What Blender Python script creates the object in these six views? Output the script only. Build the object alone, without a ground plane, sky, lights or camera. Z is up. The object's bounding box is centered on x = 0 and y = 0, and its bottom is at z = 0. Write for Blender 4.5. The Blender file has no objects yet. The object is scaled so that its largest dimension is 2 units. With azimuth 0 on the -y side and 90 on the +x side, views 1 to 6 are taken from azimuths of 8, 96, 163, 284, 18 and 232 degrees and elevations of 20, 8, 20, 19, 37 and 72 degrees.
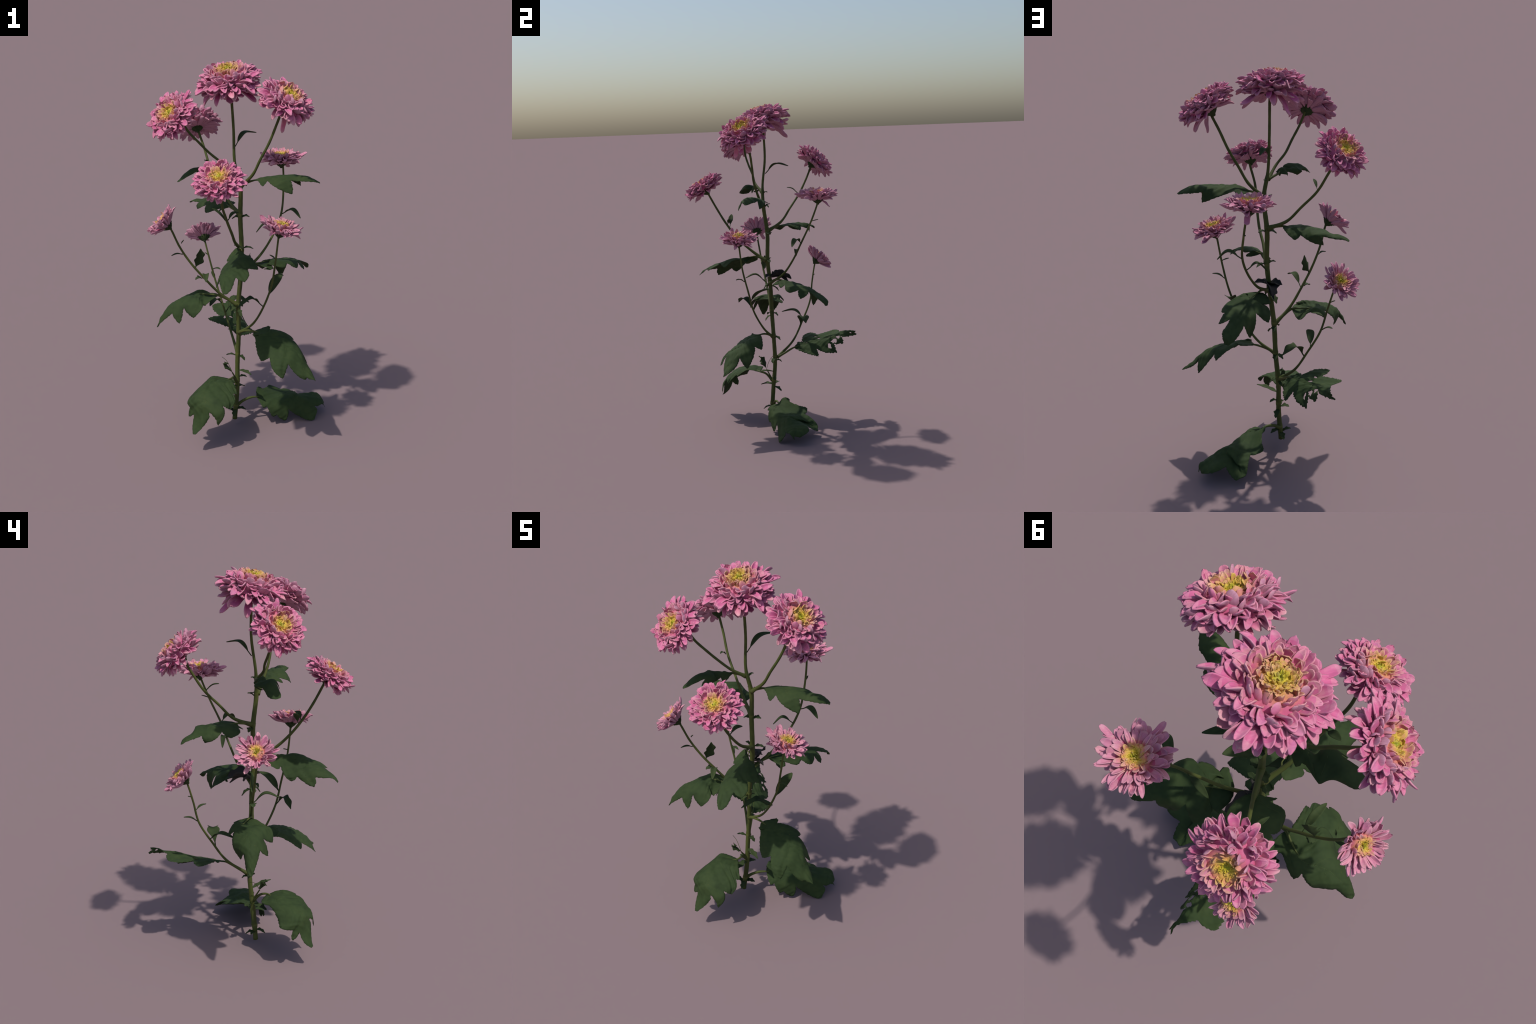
# A pink chrysanthemum plant: one ribbed main stem, eight side stems, nine flower
# heads built petal by petal, ten large lobed leaves and many small bract leaves.
import bpy, math, random
import numpy as np
from mathutils import Vector, Matrix
from mathutils.geometry import delaunay_2d_cdt

V = lambda *a: np.array(a, float)
rng = random.Random(11)
nrng = np.random.default_rng(11)

# ------------------------------------------------------------------ materials
def new_mat(name):
    m = bpy.data.materials.new(name)
    m.use_nodes = True
    nt = m.node_tree
    for n in list(nt.nodes):
        if n.type != 'OUTPUT_MATERIAL':
            nt.nodes.remove(n)
    out = [n for n in nt.nodes if n.type == 'OUTPUT_MATERIAL'][0]
    b = nt.nodes.new('ShaderNodeBsdfPrincipled')
    nt.links.new(b.outputs[0], out.inputs[0])
    return m, nt, b, out

def N(nt, kind, **kw):
    n = nt.nodes.new(kind)
    for k, v in kw.items():
        setattr(n, k, v)
    return n

def L(nt, a, b):
    nt.links.new(a, b)

def math_node(nt, op, a, b=None, c=None, clamp=False):
    n = N(nt, 'ShaderNodeMath', operation=op, use_clamp=clamp)
    for i, x in enumerate((a, b, c)):
        if x is None:
            continue
        if isinstance(x, (int, float)):
            n.inputs[i].default_value = x
        else:
            L(nt, x, n.inputs[i])
    return n.outputs[0]

def ramp(nt, fac, stops, interp='LINEAR'):
    r = N(nt, 'ShaderNodeValToRGB')
    r.color_ramp.interpolation = interp
    e = r.color_ramp.elements
    while len(e) < len(stops):
        e.new(0.5)
    for el, (p, c) in zip(e, stops):
        el.position = p
        el.color = (*c, 1) if len(c) == 3 else c
    L(nt, fac, r.inputs[0])
    return r.outputs[0]

def mix(nt, fac, a, b, mode='MIX'):
    n = N(nt, 'ShaderNodeMix', data_type='RGBA', blend_type=mode)
    if isinstance(fac, (int, float)):
        n.inputs[0].default_value = fac
    else:
        L(nt, fac, n.inputs[0])
    for i, x in ((6, a), (7, b)):
        if isinstance(x, tuple):
            n.inputs[i].default_value = (*x, 1)
        else:
            L(nt, x, n.inputs[i])
    return n.outputs[2]

def noise(nt, coord, scale, detail=4, stretch=None, rough=0.55):
    if stretch:
        mp = N(nt, 'ShaderNodeMapping')
        mp.inputs['Scale'].default_value = stretch
        L(nt, coord, mp.inputs[0])
        coord = mp.outputs[0]
    n = N(nt, 'ShaderNodeTexNoise')
    n.inputs['Scale'].default_value = scale
    n.inputs['Detail'].default_value = detail
    n.inputs['Roughness'].default_value = rough
    L(nt, coord, n.inputs['Vector'])
    return n.outputs[0]

def bump(nt, bsdf, height, strength, dist):
    b = N(nt, 'ShaderNodeBump')
    b.inputs['Strength'].default_value = strength
    b.inputs['Distance'].default_value = dist
    L(nt, height, b.inputs['Height'])
    L(nt, b.outputs[0], bsdf.inputs['Normal'])

def translucent(nt, bsdf, out, color, amount):
    t = N(nt, 'ShaderNodeBsdfTranslucent')
    L(nt, color, t.inputs[0])
    m = N(nt, 'ShaderNodeMixShader')
    m.inputs[0].default_value = amount
    L(nt, bsdf.outputs[0], m.inputs[1])
    L(nt, t.outputs[0], m.inputs[2])
    L(nt, m.outputs[0], out.inputs[0])

def scale_color(nt, col, fac_socket):
    """multiply a colour by a grey factor"""
    c = N(nt, 'ShaderNodeCombineColor')
    for i in range(3):
        L(nt, fac_socket, c.inputs[i])
    return mix(nt, 1.0, col, c.outputs[0], 'MULTIPLY')

def make_stem_mat():
    m, nt, b, out = new_mat('stem_green')
    co = N(nt, 'ShaderNodeTexCoord').outputs['Object']
    n1 = noise(nt, co, 9, 5)
    n2 = noise(nt, co, 30, 3, (1, 1, 0.06))
    col = ramp(nt, n1, [(0.3, (0.048, 0.062, 0.015)), (0.55, (0.074, 0.090, 0.020)), (0.75, (0.100, 0.112, 0.025))])
    streak = ramp(nt, n2, [(0.56, (0, 0, 0)), (0.72, (1, 1, 1))])
    sf = N(nt, 'ShaderNodeSeparateColor')
    L(nt, streak, sf.inputs[0])
    col = mix(nt, math_node(nt, 'MULTIPLY', sf.outputs[0], 0.55), col, (0.045, 0.036, 0.022))
    L(nt, col, b.inputs['Base Color'])
    b.inputs['Roughness'].default_value = 0.62
    b.inputs['Specular IOR Level'].default_value = 0.25
    bump(nt, b, n2, 0.35, 0.002)
    return m

def make_node_mat():
    m, nt, b, out = new_mat('stem_node_yellow_green')
    co = N(nt, 'ShaderNodeTexCoord').outputs['Object']
    col = ramp(nt, noise(nt, co, 60, 4), [(0.35, (0.070, 0.086, 0.022)), (0.7, (0.125, 0.135, 0.030))])
    L(nt, col, b.inputs['Base Color'])
    b.inputs['Roughness'].default_value = 0.6
    b.inputs['Specular IOR Level'].default_value = 0.25
    return m

def make_leaf_mat(name, dark, mid, light, amount=0.1):
    m, nt, b, out = new_mat(name)
    co = N(nt, 'ShaderNodeTexCoord').outputs['Object']
    n1 = noise(nt, co, 11, 6)
    n2 = noise(nt, co, 70, 4)
    f = math_node(nt, 'ADD', math_node(nt, 'MULTIPLY', n1, 0.7), math_node(nt, 'MULTIPLY', n2, 0.3))
    col = ramp(nt, f, [(0.32, dark), (0.5, mid), (0.7, light)])
    # rust coloured specks
    vo = N(nt, 'ShaderNodeTexVoronoi')
    vo.inputs['Scale'].default_value = 38
    L(nt, co, vo.inputs['Vector'])
    speck = math_node(nt, 'LESS_THAN', vo.outputs['Distance'], 0.085)
    gate = math_node(nt, 'GREATER_THAN', noise(nt, co, 16, 2), 0.60)
    col = mix(nt, math_node(nt, 'MULTIPLY', math_node(nt, 'MULTIPLY', speck, gate), 0.55), col, (0.10, 0.085, 0.018))
    L(nt, col, b.inputs['Base Color'])
    b.inputs['Roughness'].default_value = 0.75
    b.inputs['Specular IOR Level'].default_value = 0.14
    bump(nt, b, n2, 0.25, 0.0016)
    translucent(nt, b, out, col, amount)
    return m

def make_dry_mat():
    m, nt, b, out = new_mat('dry_leaf_black_brown')
    co = N(nt, 'ShaderNodeTexCoord').outputs['Object']
    col = ramp(nt, noise(nt, co, 40, 5), [(0.35, (0.010, 0.010, 0.010)), (0.7, (0.030, 0.024, 0.018))])
    L(nt, col, b.inputs['Base Color'])
    b.inputs['Roughness'].default_value = 0.8
    return m

def petal_finish(nt, b, out, col, co, amount=0.12):
    vein = noise(nt, co, 6, 3, (9, 1.0, 1.0))
    g = math_node(nt, 'MULTIPLY_ADD', vein, 0.34, 0.84)
    col = scale_color(nt, col, g)
    L(nt, col, b.inputs['Base Color'])
    b.inputs['Roughness'].default_value = 0.55
    b.inputs['Specular IOR Level'].default_value = 0.2
    b.inputs['Sheen Weight'].default_value = 0.04
    translucent(nt, b, out, col, amount)

def make_outer_petal_mat(name='petal_pink', dust=0.0):
    """single ray petals: coordinates run along the petal (y 0..1) and across it (x)"""
    m, nt, b, out = new_mat(name)
    co = N(nt, 'ShaderNodeTexCoord').outputs['Object']
    s = N(nt, 'ShaderNodeSeparateXYZ')
    L(nt, co, s.inputs[0])
    wob = noise(nt, co, 3.2, 3)
    y = math_node(nt, 'ADD', s.outputs[1], math_node(nt, 'MULTIPLY_ADD', wob, 0.3, -0.15))
    e = math_node(nt, 'DIVIDE', math_node(nt, 'ABSOLUTE', s.outputs[0]), 0.15)
    col = ramp(nt, y, [(0.05, C_BASE), (0.32, C_DEEP), (0.66, C_PINK), (0.86, C_PINK2), (1.0, C_PALE)])
    ef = N(nt, 'ShaderNodeMapRange', interpolation_type='SMOOTHSTEP')
    ef.inputs[1].default_value = 0.45
    ef.inputs[2].default_value = 1.05
    L(nt, e, ef.inputs[0])
    col = mix(nt, math_node(nt, 'MULTIPLY', ef.outputs[0], 0.22), col, C_PALE)
    patch = noise(nt, co, 2.6, 3)
    col = mix(nt, math_node(nt, 'MULTIPLY', ramp_val(nt, patch, 0.48, 0.70), 0.5), col, C_PALE)
    patch2 = noise(nt, co, 3.4, 2, (1, 1, 1.3))
    col = mix(nt, math_node(nt, 'MULTIPLY', ramp_val(nt, patch2, 0.55, 0.72), 0.5), col, C_LILAC)
    if dust:
        col = mix(nt, dust, col, C_DUST)
    rnd = N(nt, 'ShaderNodeObjectInfo').outputs['Random']
    hs = N(nt, 'ShaderNodeHueSaturation')
    L(nt, math_node(nt, 'MULTIPLY_ADD', rnd, 0.03, 0.485), hs.inputs['Hue'])
    L(nt, math_node(nt, 'MULTIPLY_ADD', rnd, -0.2, 1.1), hs.inputs['Saturation'])
    L(nt, math_node(nt, 'MULTIPLY_ADD', rnd, 0.16, 0.92), hs.inputs['Value'])
    L(nt, col, hs.inputs['Color'])
    petal_finish(nt, b, out, hs.outputs[0], co)
    return m

def make_inner_petal_mat(name, stops, lift, dust=0.0):
    """packed petals: coordinates of the flower head, radius 1, so colour runs from
    the yellow-green centre to pink with distance from the axis"""
    m, nt, b, out = new_mat(name)
    co = N(nt, 'ShaderNodeTexCoord').outputs['Object']
    s = N(nt, 'ShaderNodeSeparateXYZ')
    L(nt, co, s.inputs[0])
    r = math_node(nt, 'SQRT', math_node(nt, 'ADD', math_node(nt, 'MULTIPLY', s.outputs[0], s.outputs[0]),
                                        math_node(nt, 'MULTIPLY', s.outputs[1], s.outputs[1])))
    n1 = noise(nt, co, 7, 4)
    r = math_node(nt, 'ADD', r, math_node(nt, 'MULTIPLY_ADD', n1, 0.22, -0.11))
    col = ramp(nt, r, stops)
    n2 = noise(nt, co, 4.5, 3)
    col = mix(nt, math_node(nt, 'MULTIPLY', ramp_val(nt, n2, 0.45, 0.72), 0.55), col, lift)
    n3 = noise(nt, co, 6.5, 3, (1, 1, 1.4))
    lil = math_node(nt, 'MULTIPLY', ramp_val(nt, n3, 0.52, 0.70), ramp_val(nt, r, 0.4, 0.65))
    col = mix(nt, math_node(nt, 'MULTIPLY', lil, 0.6), col, C_LILAC)
    if dust:
        col = mix(nt, math_node(nt, 'MULTIPLY', ramp_val(nt, r, 0.3, 0.5), dust), col, C_DUST)
    petal_finish(nt, b, out, col, co)
    return m

def ramp_val(nt, fac, a, b_):
    r = N(nt, 'ShaderNodeMapRange', interpolation_type='SMOOTHSTEP')
    r.inputs[1].default_value = a
    r.inputs[2].default_value = b_
    L(nt, fac, r.inputs[0])
    return r.outputs[0]

def make_under_mat():
    m, nt, b, out = new_mat('petal_underside_dusty_pink')
    co = N(nt, 'ShaderNodeTexCoord').outputs['Object']
    col = ramp(nt, noise(nt, co, 5, 4, (6, 1, 1)), [(0.3, (0.46, 0.19, 0.30)), (0.7, (0.60, 0.33, 0.40))])
    L(nt, col, b.inputs['Base Color'])
    b.inputs['Roughness'].default_value = 0.6
    b.inputs['Specular IOR Level'].default_value = 0.2
    translucent(nt, b, out, col, 0.12)
    return m

C_BASE = (0.62, 0.30, 0.27)
C_DEEP = (0.57, 0.100, 0.245)
C_PINK = (0.62, 0.142, 0.298)
C_PINK2 = (0.66, 0.212, 0.345)
C_PALE = (0.69, 0.350, 0.405)
C_DUST = (0.63, 0.335, 0.405)
C_LILAC = (0.54, 0.175, 0.345)
C_YELG = (0.40, 0.42, 0.035)
C_YEL = (0.62, 0.47, 0.050)
C_ORANGE = (0.67, 0.40, 0.110)
C_PEACH = (0.67, 0.31, 0.200)

MAT_STEM = make_stem_mat()
MAT_NODE = make_node_mat()
MAT_LEAF = make_leaf_mat('leaf_dark_green', (0.026, 0.043, 0.016), (0.035, 0.057, 0.020), (0.048, 0.071, 0.024))
MAT_VEIN = make_leaf_mat('leaf_vein_green', (0.040, 0.062, 0.021), (0.050, 0.073, 0.025), (0.058, 0.080, 0.028), 0.05)
MAT_BRACT = make_leaf_mat('bract_green', (0.026, 0.040, 0.016), (0.040, 0.060, 0.022), (0.058, 0.080, 0.028))
MAT_DRY = make_dry_mat()
MAT_PETAL = make_outer_petal_mat()
BODY_STOPS = [(0.0, C_YELG), (0.11, C_YEL), (0.20, C_ORANGE), (0.30, C_PEACH), (0.44, C_PINK2), (0.68, C_PINK), (1.0, C_PINK)]
RIM_STOPS = [(0.0, C_YELG), (0.13, C_YEL), (0.24, (0.67, 0.45, 0.10)), (0.35, (0.68, 0.38, 0.22)), (0.48, (0.68, 0.31, 0.33)), (0.75, C_PINK2), (1.0, C_PINK2)]
MAT_INNER = make_inner_petal_mat('inner_petal_body', BODY_STOPS, C_PALE)
MAT_RIM = make_inner_petal_mat('inner_petal_margin', RIM_STOPS, C_PALE)
DEEP_STOPS = [(0.0, C_YELG), (0.11, C_YEL), (0.20, (0.66, 0.38, 0.10)), (0.30, (0.65, 0.27, 0.17)), (0.44, (0.58, 0.14, 0.25)), (0.7, C_DEEP), (1.0, C_DEEP)]  # petal bases and core deepened to magenta, painting shade into the gaps between petals
MAT_DEEP = make_inner_petal_mat('inner_petal_throat', DEEP_STOPS, C_PINK)
MAT_PETAL_D = make_outer_petal_mat('petal_dusty_pink', .45)
MAT_INNER_D = make_inner_petal_mat('inner_petal_body_dusty', BODY_STOPS, C_PALE, .45)
MAT_RIM_D = make_inner_petal_mat('inner_petal_margin_dusty', RIM_STOPS, C_PALE, .45)
MAT_UNDER = make_under_mat()

# ------------------------------------------------------------------ helpers
ROOT = bpy.data.objects.new('chrysanthemum_plant', None)
bpy.context.scene.collection.objects.link(ROOT)
ROOT['label'] = 'tall chrysanthemum stem with nine pink flower heads and lobed green leaves'
ROOT['category'] = 'flower'

def add_mesh(name, verts, faces, mats, parent, mat_idx=None, smooth=True, origin=None):
    me = bpy.data.meshes.new(name)
    verts = np.asarray(verts, float)
    if origin is not None:
        verts = verts - np.asarray(origin)
    me.from_pydata(verts.tolist(), [], faces)
    for m in mats:
        me.materials.append(m)
    if mat_idx is not None:
        me.polygons.foreach_set('material_index', np.asarray(mat_idx, dtype=np.int32))
    me.polygons.foreach_set('use_smooth', np.full(len(me.polygons), smooth))
    me.update()
    ob = bpy.data.objects.new(name, me)
    if origin is not None:
        ob.location = Vector(origin)
    bpy.context.scene.collection.objects.link(ob)
    ob.parent = parent
    return ob

def spline(P, n=10):
    P = np.asarray(P, float)
    Q = np.vstack([2 * P[0] - P[1], P, 2 * P[-1] - P[-2]])
    out = []
    for i in range(len(P) - 1):
        a, b, c, d = Q[i:i + 4]
        t = np.linspace(0, 1, n, endpoint=False)[:, None]
        out.append(.5 * (2 * b + (c - a) * t + (2 * a - 5 * b + 4 * c - d) * t ** 2 + (3 * b - a - 3 * c + d) * t ** 3))
    return np.vstack(out + [P[-1:]])

def unit(v):
    return v / (np.linalg.norm(v) + 1e-12)

def tube(C, rad, seg=10, ribs=0.0, rib_n=5, cap=True, phase=0.0):
    """sweep a (slightly ribbed) circle along the polyline C"""
    C = np.asarray(C)
    n = len(C)
    T = np.gradient(C, axis=0)
    T /= np.linalg.norm(T, axis=1)[:, None] + 1e-12
    ref = V(1, 0, 0) if abs(T[0][0]) < .8 else V(0, 1, 0)
    a = unit(ref - T[0] * (ref @ T[0]))
    verts, faces = [], []
    for i in range(n):
        a = unit(a - T[i] * (a @ T[i]))
        b = np.cross(T[i], a)
        for k in range(seg):
            th = 2 * math.pi * k / seg + phase
            r = rad[i] * (1 + ribs * math.cos(rib_n * th))
            verts.append(C[i] + r * (math.cos(th) * a + math.sin(th) * b))
    for i in range(n - 1):
        for k in range(seg):
            k2 = (k + 1) % seg
            faces.append((i * seg + k, i * seg + k2, (i + 1) * seg + k2, (i + 1) * seg + k))
    if cap:
        faces.append(tuple(range(seg - 1, -1, -1)))
        faces.append(tuple(range((n - 1) * seg, n * seg)))
    return verts, faces

class Builder:
    def __init__(self):
        self.v, self.f, self.m = [], [], []
    def add(self, verts, faces, mat=0):
        o = len(self.v)
        self.v.extend(list(verts))
        self.f.extend([tuple(i + o for i in f) for f in faces])
        self.m.extend([mat] * len(faces) if np.isscalar(mat) else list(mat))

# ------------------------------------------------------------------ stems
MAIN = [(-.038, -.035, .032), (-.024, -.019, .207), (-.022, -.002, .378), (-.012, -.004, .545), (-.010, -.010, .713),
        (.005, -.011, .874), (.014, -.022, 1.034), (.009, -.018, 1.200), (.015, -.035, 1.362), (-.011, -.039, 1.494),
        (-.017, -.020, 1.660), (-.026, -.024, 1.841)]
SIDE = {
    'B': [(.018, -.041, 1.370), (.082, -.058, 1.437), (.124, -.076, 1.520), (.169, -.078, 1.606), (.207, -.085, 1.700), (.233, -.112, 1.766)],
    'C': [(-.012, -.042, 1.450), (-.067, -.090, 1.504), (-.124, -.111, 1.556), (-.169, -.139, 1.613), (-.214, -.162, 1.670), (-.249, -.175, 1.730)],
    'D': [(.005, -.014, 1.215), (-.066, .064, 1.266), (-.123, .117, 1.344), (-.181, .171, 1.425), (-.219, .216, 1.515), (-.256, .250, 1.600)],
    'E': [(.014, -.028, 1.030), (-.001, -.121, 1.095), (-.004, -.201, 1.170), (-.016, -.271, 1.260), (-.027, -.329, 1.355), (-.016, -.378, 1.452)],
    'G': [(.014, -.012, .893), (.096, .079, .960), (.160, .148, 1.059), (.197, .202, 1.164), (.202, .260, 1.281), (.195, .303, 1.392)],
    'H': [(-.011, -.011, .546), (.073, -.056, .621), (.137, -.105, .741), (.183, -.129, .872), (.207, -.155, 1.009), (.225, -.167, 1.150)],
    'I': [(-.022, .010, .408), (-.076, .109, .501), (-.125, .170, .619), (-.173, .220, .740), (-.207, .236, .863), (-.236, .255, .970)],
    'J': [(-.014, -.012, .708), (-.102, -.033, .777), (-.175, -.057, .866), (-.242, -.082, .959), (-.295, -.104, 1.057), (-.334, -.123, 1.160)],
}
SIDE_R = {'B': (.0095, .0068, .0062), 'C': (.0085, .0062, .006), 'D': (.0105, .0065, .0058), 'E': (.0105, .0072, .0055),
          'G': (.0090, .0060, .0048), 'H': (.0080, .0055, .0046), 'I': (.0085, .0058, .0043), 'J': (.0095, .0065, .0048)}

# flower heads: centre, facing axis, radius, half height, depth of the disc, style
HEADS = {
    'A': dict(c=(-.035, -.028, 1.896), n=(-.05, -.26, .96), R=.168, h=.083, d=.076, n_pet=215, bowl=False, tmax=108, skirt=(25, -.56, -.08)),
    'B': dict(c=(.255, -.113, 1.819), n=(.50, -.25, .83), R=.155, h=.076, d=.050, n_pet=200, bowl=False, tmax=108, skirt=(20, -.46, -.12)),
    'C': dict(c=(-.279, -.209, 1.757), n=(-.49, -.60, .63), R=.142, h=.060, d=.034, n_pet=188, bowl=False, tmax=106, skirt=(15, -0.42, -0.15)),
    'D': dict(c=(-.264, .266, 1.620), n=(-.28, .65, .70), R=.136, h=.078, d=.047, n_pet=150, bowl=False, tmax=94, skirt=(34, -.34, .02)),
    'E': dict(c=(-.024, -.406, 1.494), n=(.01, -.53, .85), R=.130, h=.062, d=.038, n_pet=190, bowl=False, tmax=104, skirt=(15, -0.4, -0.12)),
    'G': dict(c=(.184, .304, 1.446), n=(-.01, -.02, 1), R=.127, h=.050, d=.022, n_pet=88, bowl=True, tmax=94, skirt=(8, -0.22, -0.02)),
    'H': dict(c=(.240, -.166, 1.204), n=(.25, .02, .97), R=.118, h=.044, d=.022, n_pet=92, bowl=True, tmax=94, skirt=(8, -0.2, -0.02)),
    'I': dict(c=(-.251, .287, 1.013), n=(-.24, .67, .70), R=.110, h=.038, d=.018, n_pet=66, bowl=True, tmax=92, skirt=(6, -0.05, 0.12)),
    'J': dict(c=(-.379, -.127, 1.204), n=(-.71, -.08, .70), R=.106, h=.032, d=.010, n_pet=70, bowl=True, tmax=92, skirt=(6, -0.05, 0.12)),
}
STRAYS = {  # long hanging or sticking out petals: world position of the tip
    'A': [(-.070, .108, 1.767), (.130, .056, 1.818)],
    'B': [(.233, -.157, 1.672), (.130, -.192, 1.802)],
    'E': [(.080, -.483, 1.429)],
    'G': [(.215, .370, 1.365)],
    'H': [(.318, -.077, 1.147)],
    'J': [(-.423, -.083, 1.104)],
}
def head_end(k):
    h = HEADS[k]
    return np.array(h['c']) - unit(np.array(h['n'])) * h['h'] * 0.45

def build_stems():
    C = spline(MAIN + [tuple(head_end('A'))], 14)
    z = C[:, 2]
    rad = np.interp(z, [0, .1, .4, .8, 1.2, 1.36, 1.46, 1.5, 1.66, 1.9], [.0128, .0130, .0122, .0122, .0118, .0110, .0090, .0072, .0068, .0066])
    for zn in (.113, .262, .42, .555, .715, .905, 1.03, 1.218, 1.375, 1.455):   # swollen nodes
        rad = rad * (1 + .16 * np.exp(-((z - zn) / .012) ** 2))
    rad = rad * (1 + .02 * np.sin(z * 71) + .015 * np.sin(z * 173 + 1))
    v, f = tube(C, rad, 20, .055, 5)
    ob = add_mesh('main_stem', v, f, [MAT_STEM, MAT_NODE], ROOT)
    # node collars take the yellower green
    zc = np.array([np.mean([v[i][2] for i in p.vertices]) for p in ob.data.polygons])
    near = np.min(np.abs(zc[:, None] - np.array([.113, .262, .42, .555, .715, 1.03, 1.218, 1.375])), axis=1) < .006
    ob.data.polygons.foreach_set('material_index', near.astype(np.int32))
    for k, P in SIDE.items():
        C = spline(P + [tuple(head_end(k))], 10)
        s = np.linspace(0, 1, len(C))
        r = np.interp(s, [0, .22, 1], SIDE_R[k])
        r = r * (1 + .35 * np.exp(-(s / .035) ** 2)) * (1 + .03 * np.sin(s * 60 + ord(k)))
        v, f = tube(C, r, 14, .05, 5)
        add_mesh('side_stem', v, f, [MAT_STEM], ROOT, origin=P[0])

# ------------------------------------------------------------------ leaves
class TPS:
    """thin plate spline from flat leaf coordinates (u, v) to space"""
    def __init__(self, uv, xyz, lam=1e-4):
        self.uv = np.asarray(uv)
        n = len(uv)
        K = self.U(np.linalg.norm(self.uv[:, None] - self.uv[None], axis=2)) + lam * np.eye(n)
        P = np.hstack([np.ones((n, 1)), self.uv])
        A = np.block([[K, P], [P.T, np.zeros((3, 3))]])
        self.w = np.linalg.solve(A, np.vstack([xyz, np.zeros((3, 3))]))
    @staticmethod
    def U(r):
        return np.where(r > 1e-9, r * r * np.log(np.maximum(r, 1e-9)), 0.0)
    def __call__(self, q):
        q = np.asarray(q)
        K = self.U(np.linalg.norm(q[:, None] - self.uv[None], axis=2))
        return np.hstack([K, np.ones((len(q), 1)), q]) @ self.w

def bez(a, c, b, n):
    t = np.linspace(0, 1, n, endpoint=False)[:, None]
    return (1 - t) ** 2 * a + 2 * t * (1 - t) * c + t * t * b

def side_outline(lobes, sgn, Lm, tip_w):
    """one half of the lobed margin, from the petiole to the leaf tip, in (u, v).
    Every lobe points forward: full convex outer flank, pointed tip, and a distal
    flank that cuts back to a narrow sinus behind the tip."""
    pts = []
    prev = V(sgn * .004, 0.0)
    k = len(lobes)
    for i, (u, v, depth) in enumerate(lobes):
        tip = V(u, v)
        d = tip - prev
        ln = np.linalg.norm(d)
        out = unit(V(d[1], -d[0]))
        if out[0] * sgn < 0 and i > 0 or (i == 0 and out[1] > 0):
            out = -out
        ctrl = prev + d * .62 + out * ln * (.20 if i else .26)
        seg = bez(prev, ctrl, tip, 10)
        pts.extend(seg[1:] if i else seg)
        pts.append(tip)
        au = abs(u)
        if isinstance(depth, tuple):
            sin = V(sgn * depth[0], depth[1])
        elif i + 1 < k:
            nu_, nv_, _ = lobes[i + 1]
            sin = V(sgn * max(au * (1 - depth * .8), .006), v + .15 * max(nv_ - v, 0) - .06 * au)
        else:
            sin = V(sgn * max(min(au * (1 - depth * 1.15), tip_w), .010), v - .25 * au)
        if sin[1] <= prev[1] + .004:
            sin[1] = prev[1] + .004 + .25 * max(v - prev[1], 0)
        mid_ = tip * .5 + sin * .5
        ctrl = mid_ + V(sgn * .02, .16) * np.linalg.norm(tip - sin)
        pts.extend(bez(tip, ctrl, sin, 7)[1:])
        pts.append(sin)
        prev = sin
    # terminal lobe, widest a third of the way up
    d = V(0, Lm) - prev
    ctrl = prev + d * .52 + V(sgn, 0) * max(tip_w * .95 - abs(prev[0]) * .25, .004)
    pts.extend(bez(prev, ctrl, V(0, Lm), 10)[1:])
    return np.array(pts)

def teeth(P, amp, seed):
    """small irregular teeth along the margin"""
    r = np.random.default_rng(seed)
    Q = P.copy()
    n = len(P)
    T = np.gradient(P, axis=0)
    Nn = np.stack([T[:, 1], -T[:, 0]], 1)
    Nn /= np.linalg.norm(Nn, axis=1)[:, None] + 1e-9
    s = np.concatenate([[0], np.cumsum(np.linalg.norm(np.diff(P, axis=0), axis=1))])
    ph = r.uniform(0, 6)
    saw = ((s / .021 + ph + .25 * np.sin(s * 90)) % 1.0)
    a = amp * (saw - .45) * np.clip(np.minimum(s, s[-1] - s) / .02, 0, 1)
    return Q + Nn * a[:, None]

def resample(P, step):
    s = np.concatenate([[0], np.cumsum(np.linalg.norm(np.diff(P, axis=0), axis=1))])
    n = max(4, int(s[-1] / step))
    t = np.linspace(0, s[-1], n)
    return np.stack([np.interp(t, s, P[:, i]) for i in range(2)], 1)

def dist_seg(P, a, b):
    ab = b - a
    t = np.clip(((P - a) @ ab) / (ab @ ab + 1e-12), 0, 1)
    return np.linalg.norm(P - (a + t[:, None] * ab), axis=1)

def inside_many(poly, Q):
    poly, Q = np.asarray(poly), np.atleast_2d(np.asarray(Q))
    x, y = Q[:, 0], Q[:, 1]
    c = np.zeros(len(Q), bool)
    for i in range(len(poly)):
        x1, y1 = poly[i]
        x2, y2 = poly[i - 1]
        if y1 == y2:
            continue
        c ^= ((y1 > y) != (y2 > y)) & (x < (x2 - x1) * (y - y1) / (y2 - y1) + x1)
    return c

def inside(poly, q):
    return bool(inside_many(poly, [q])[0])

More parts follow.
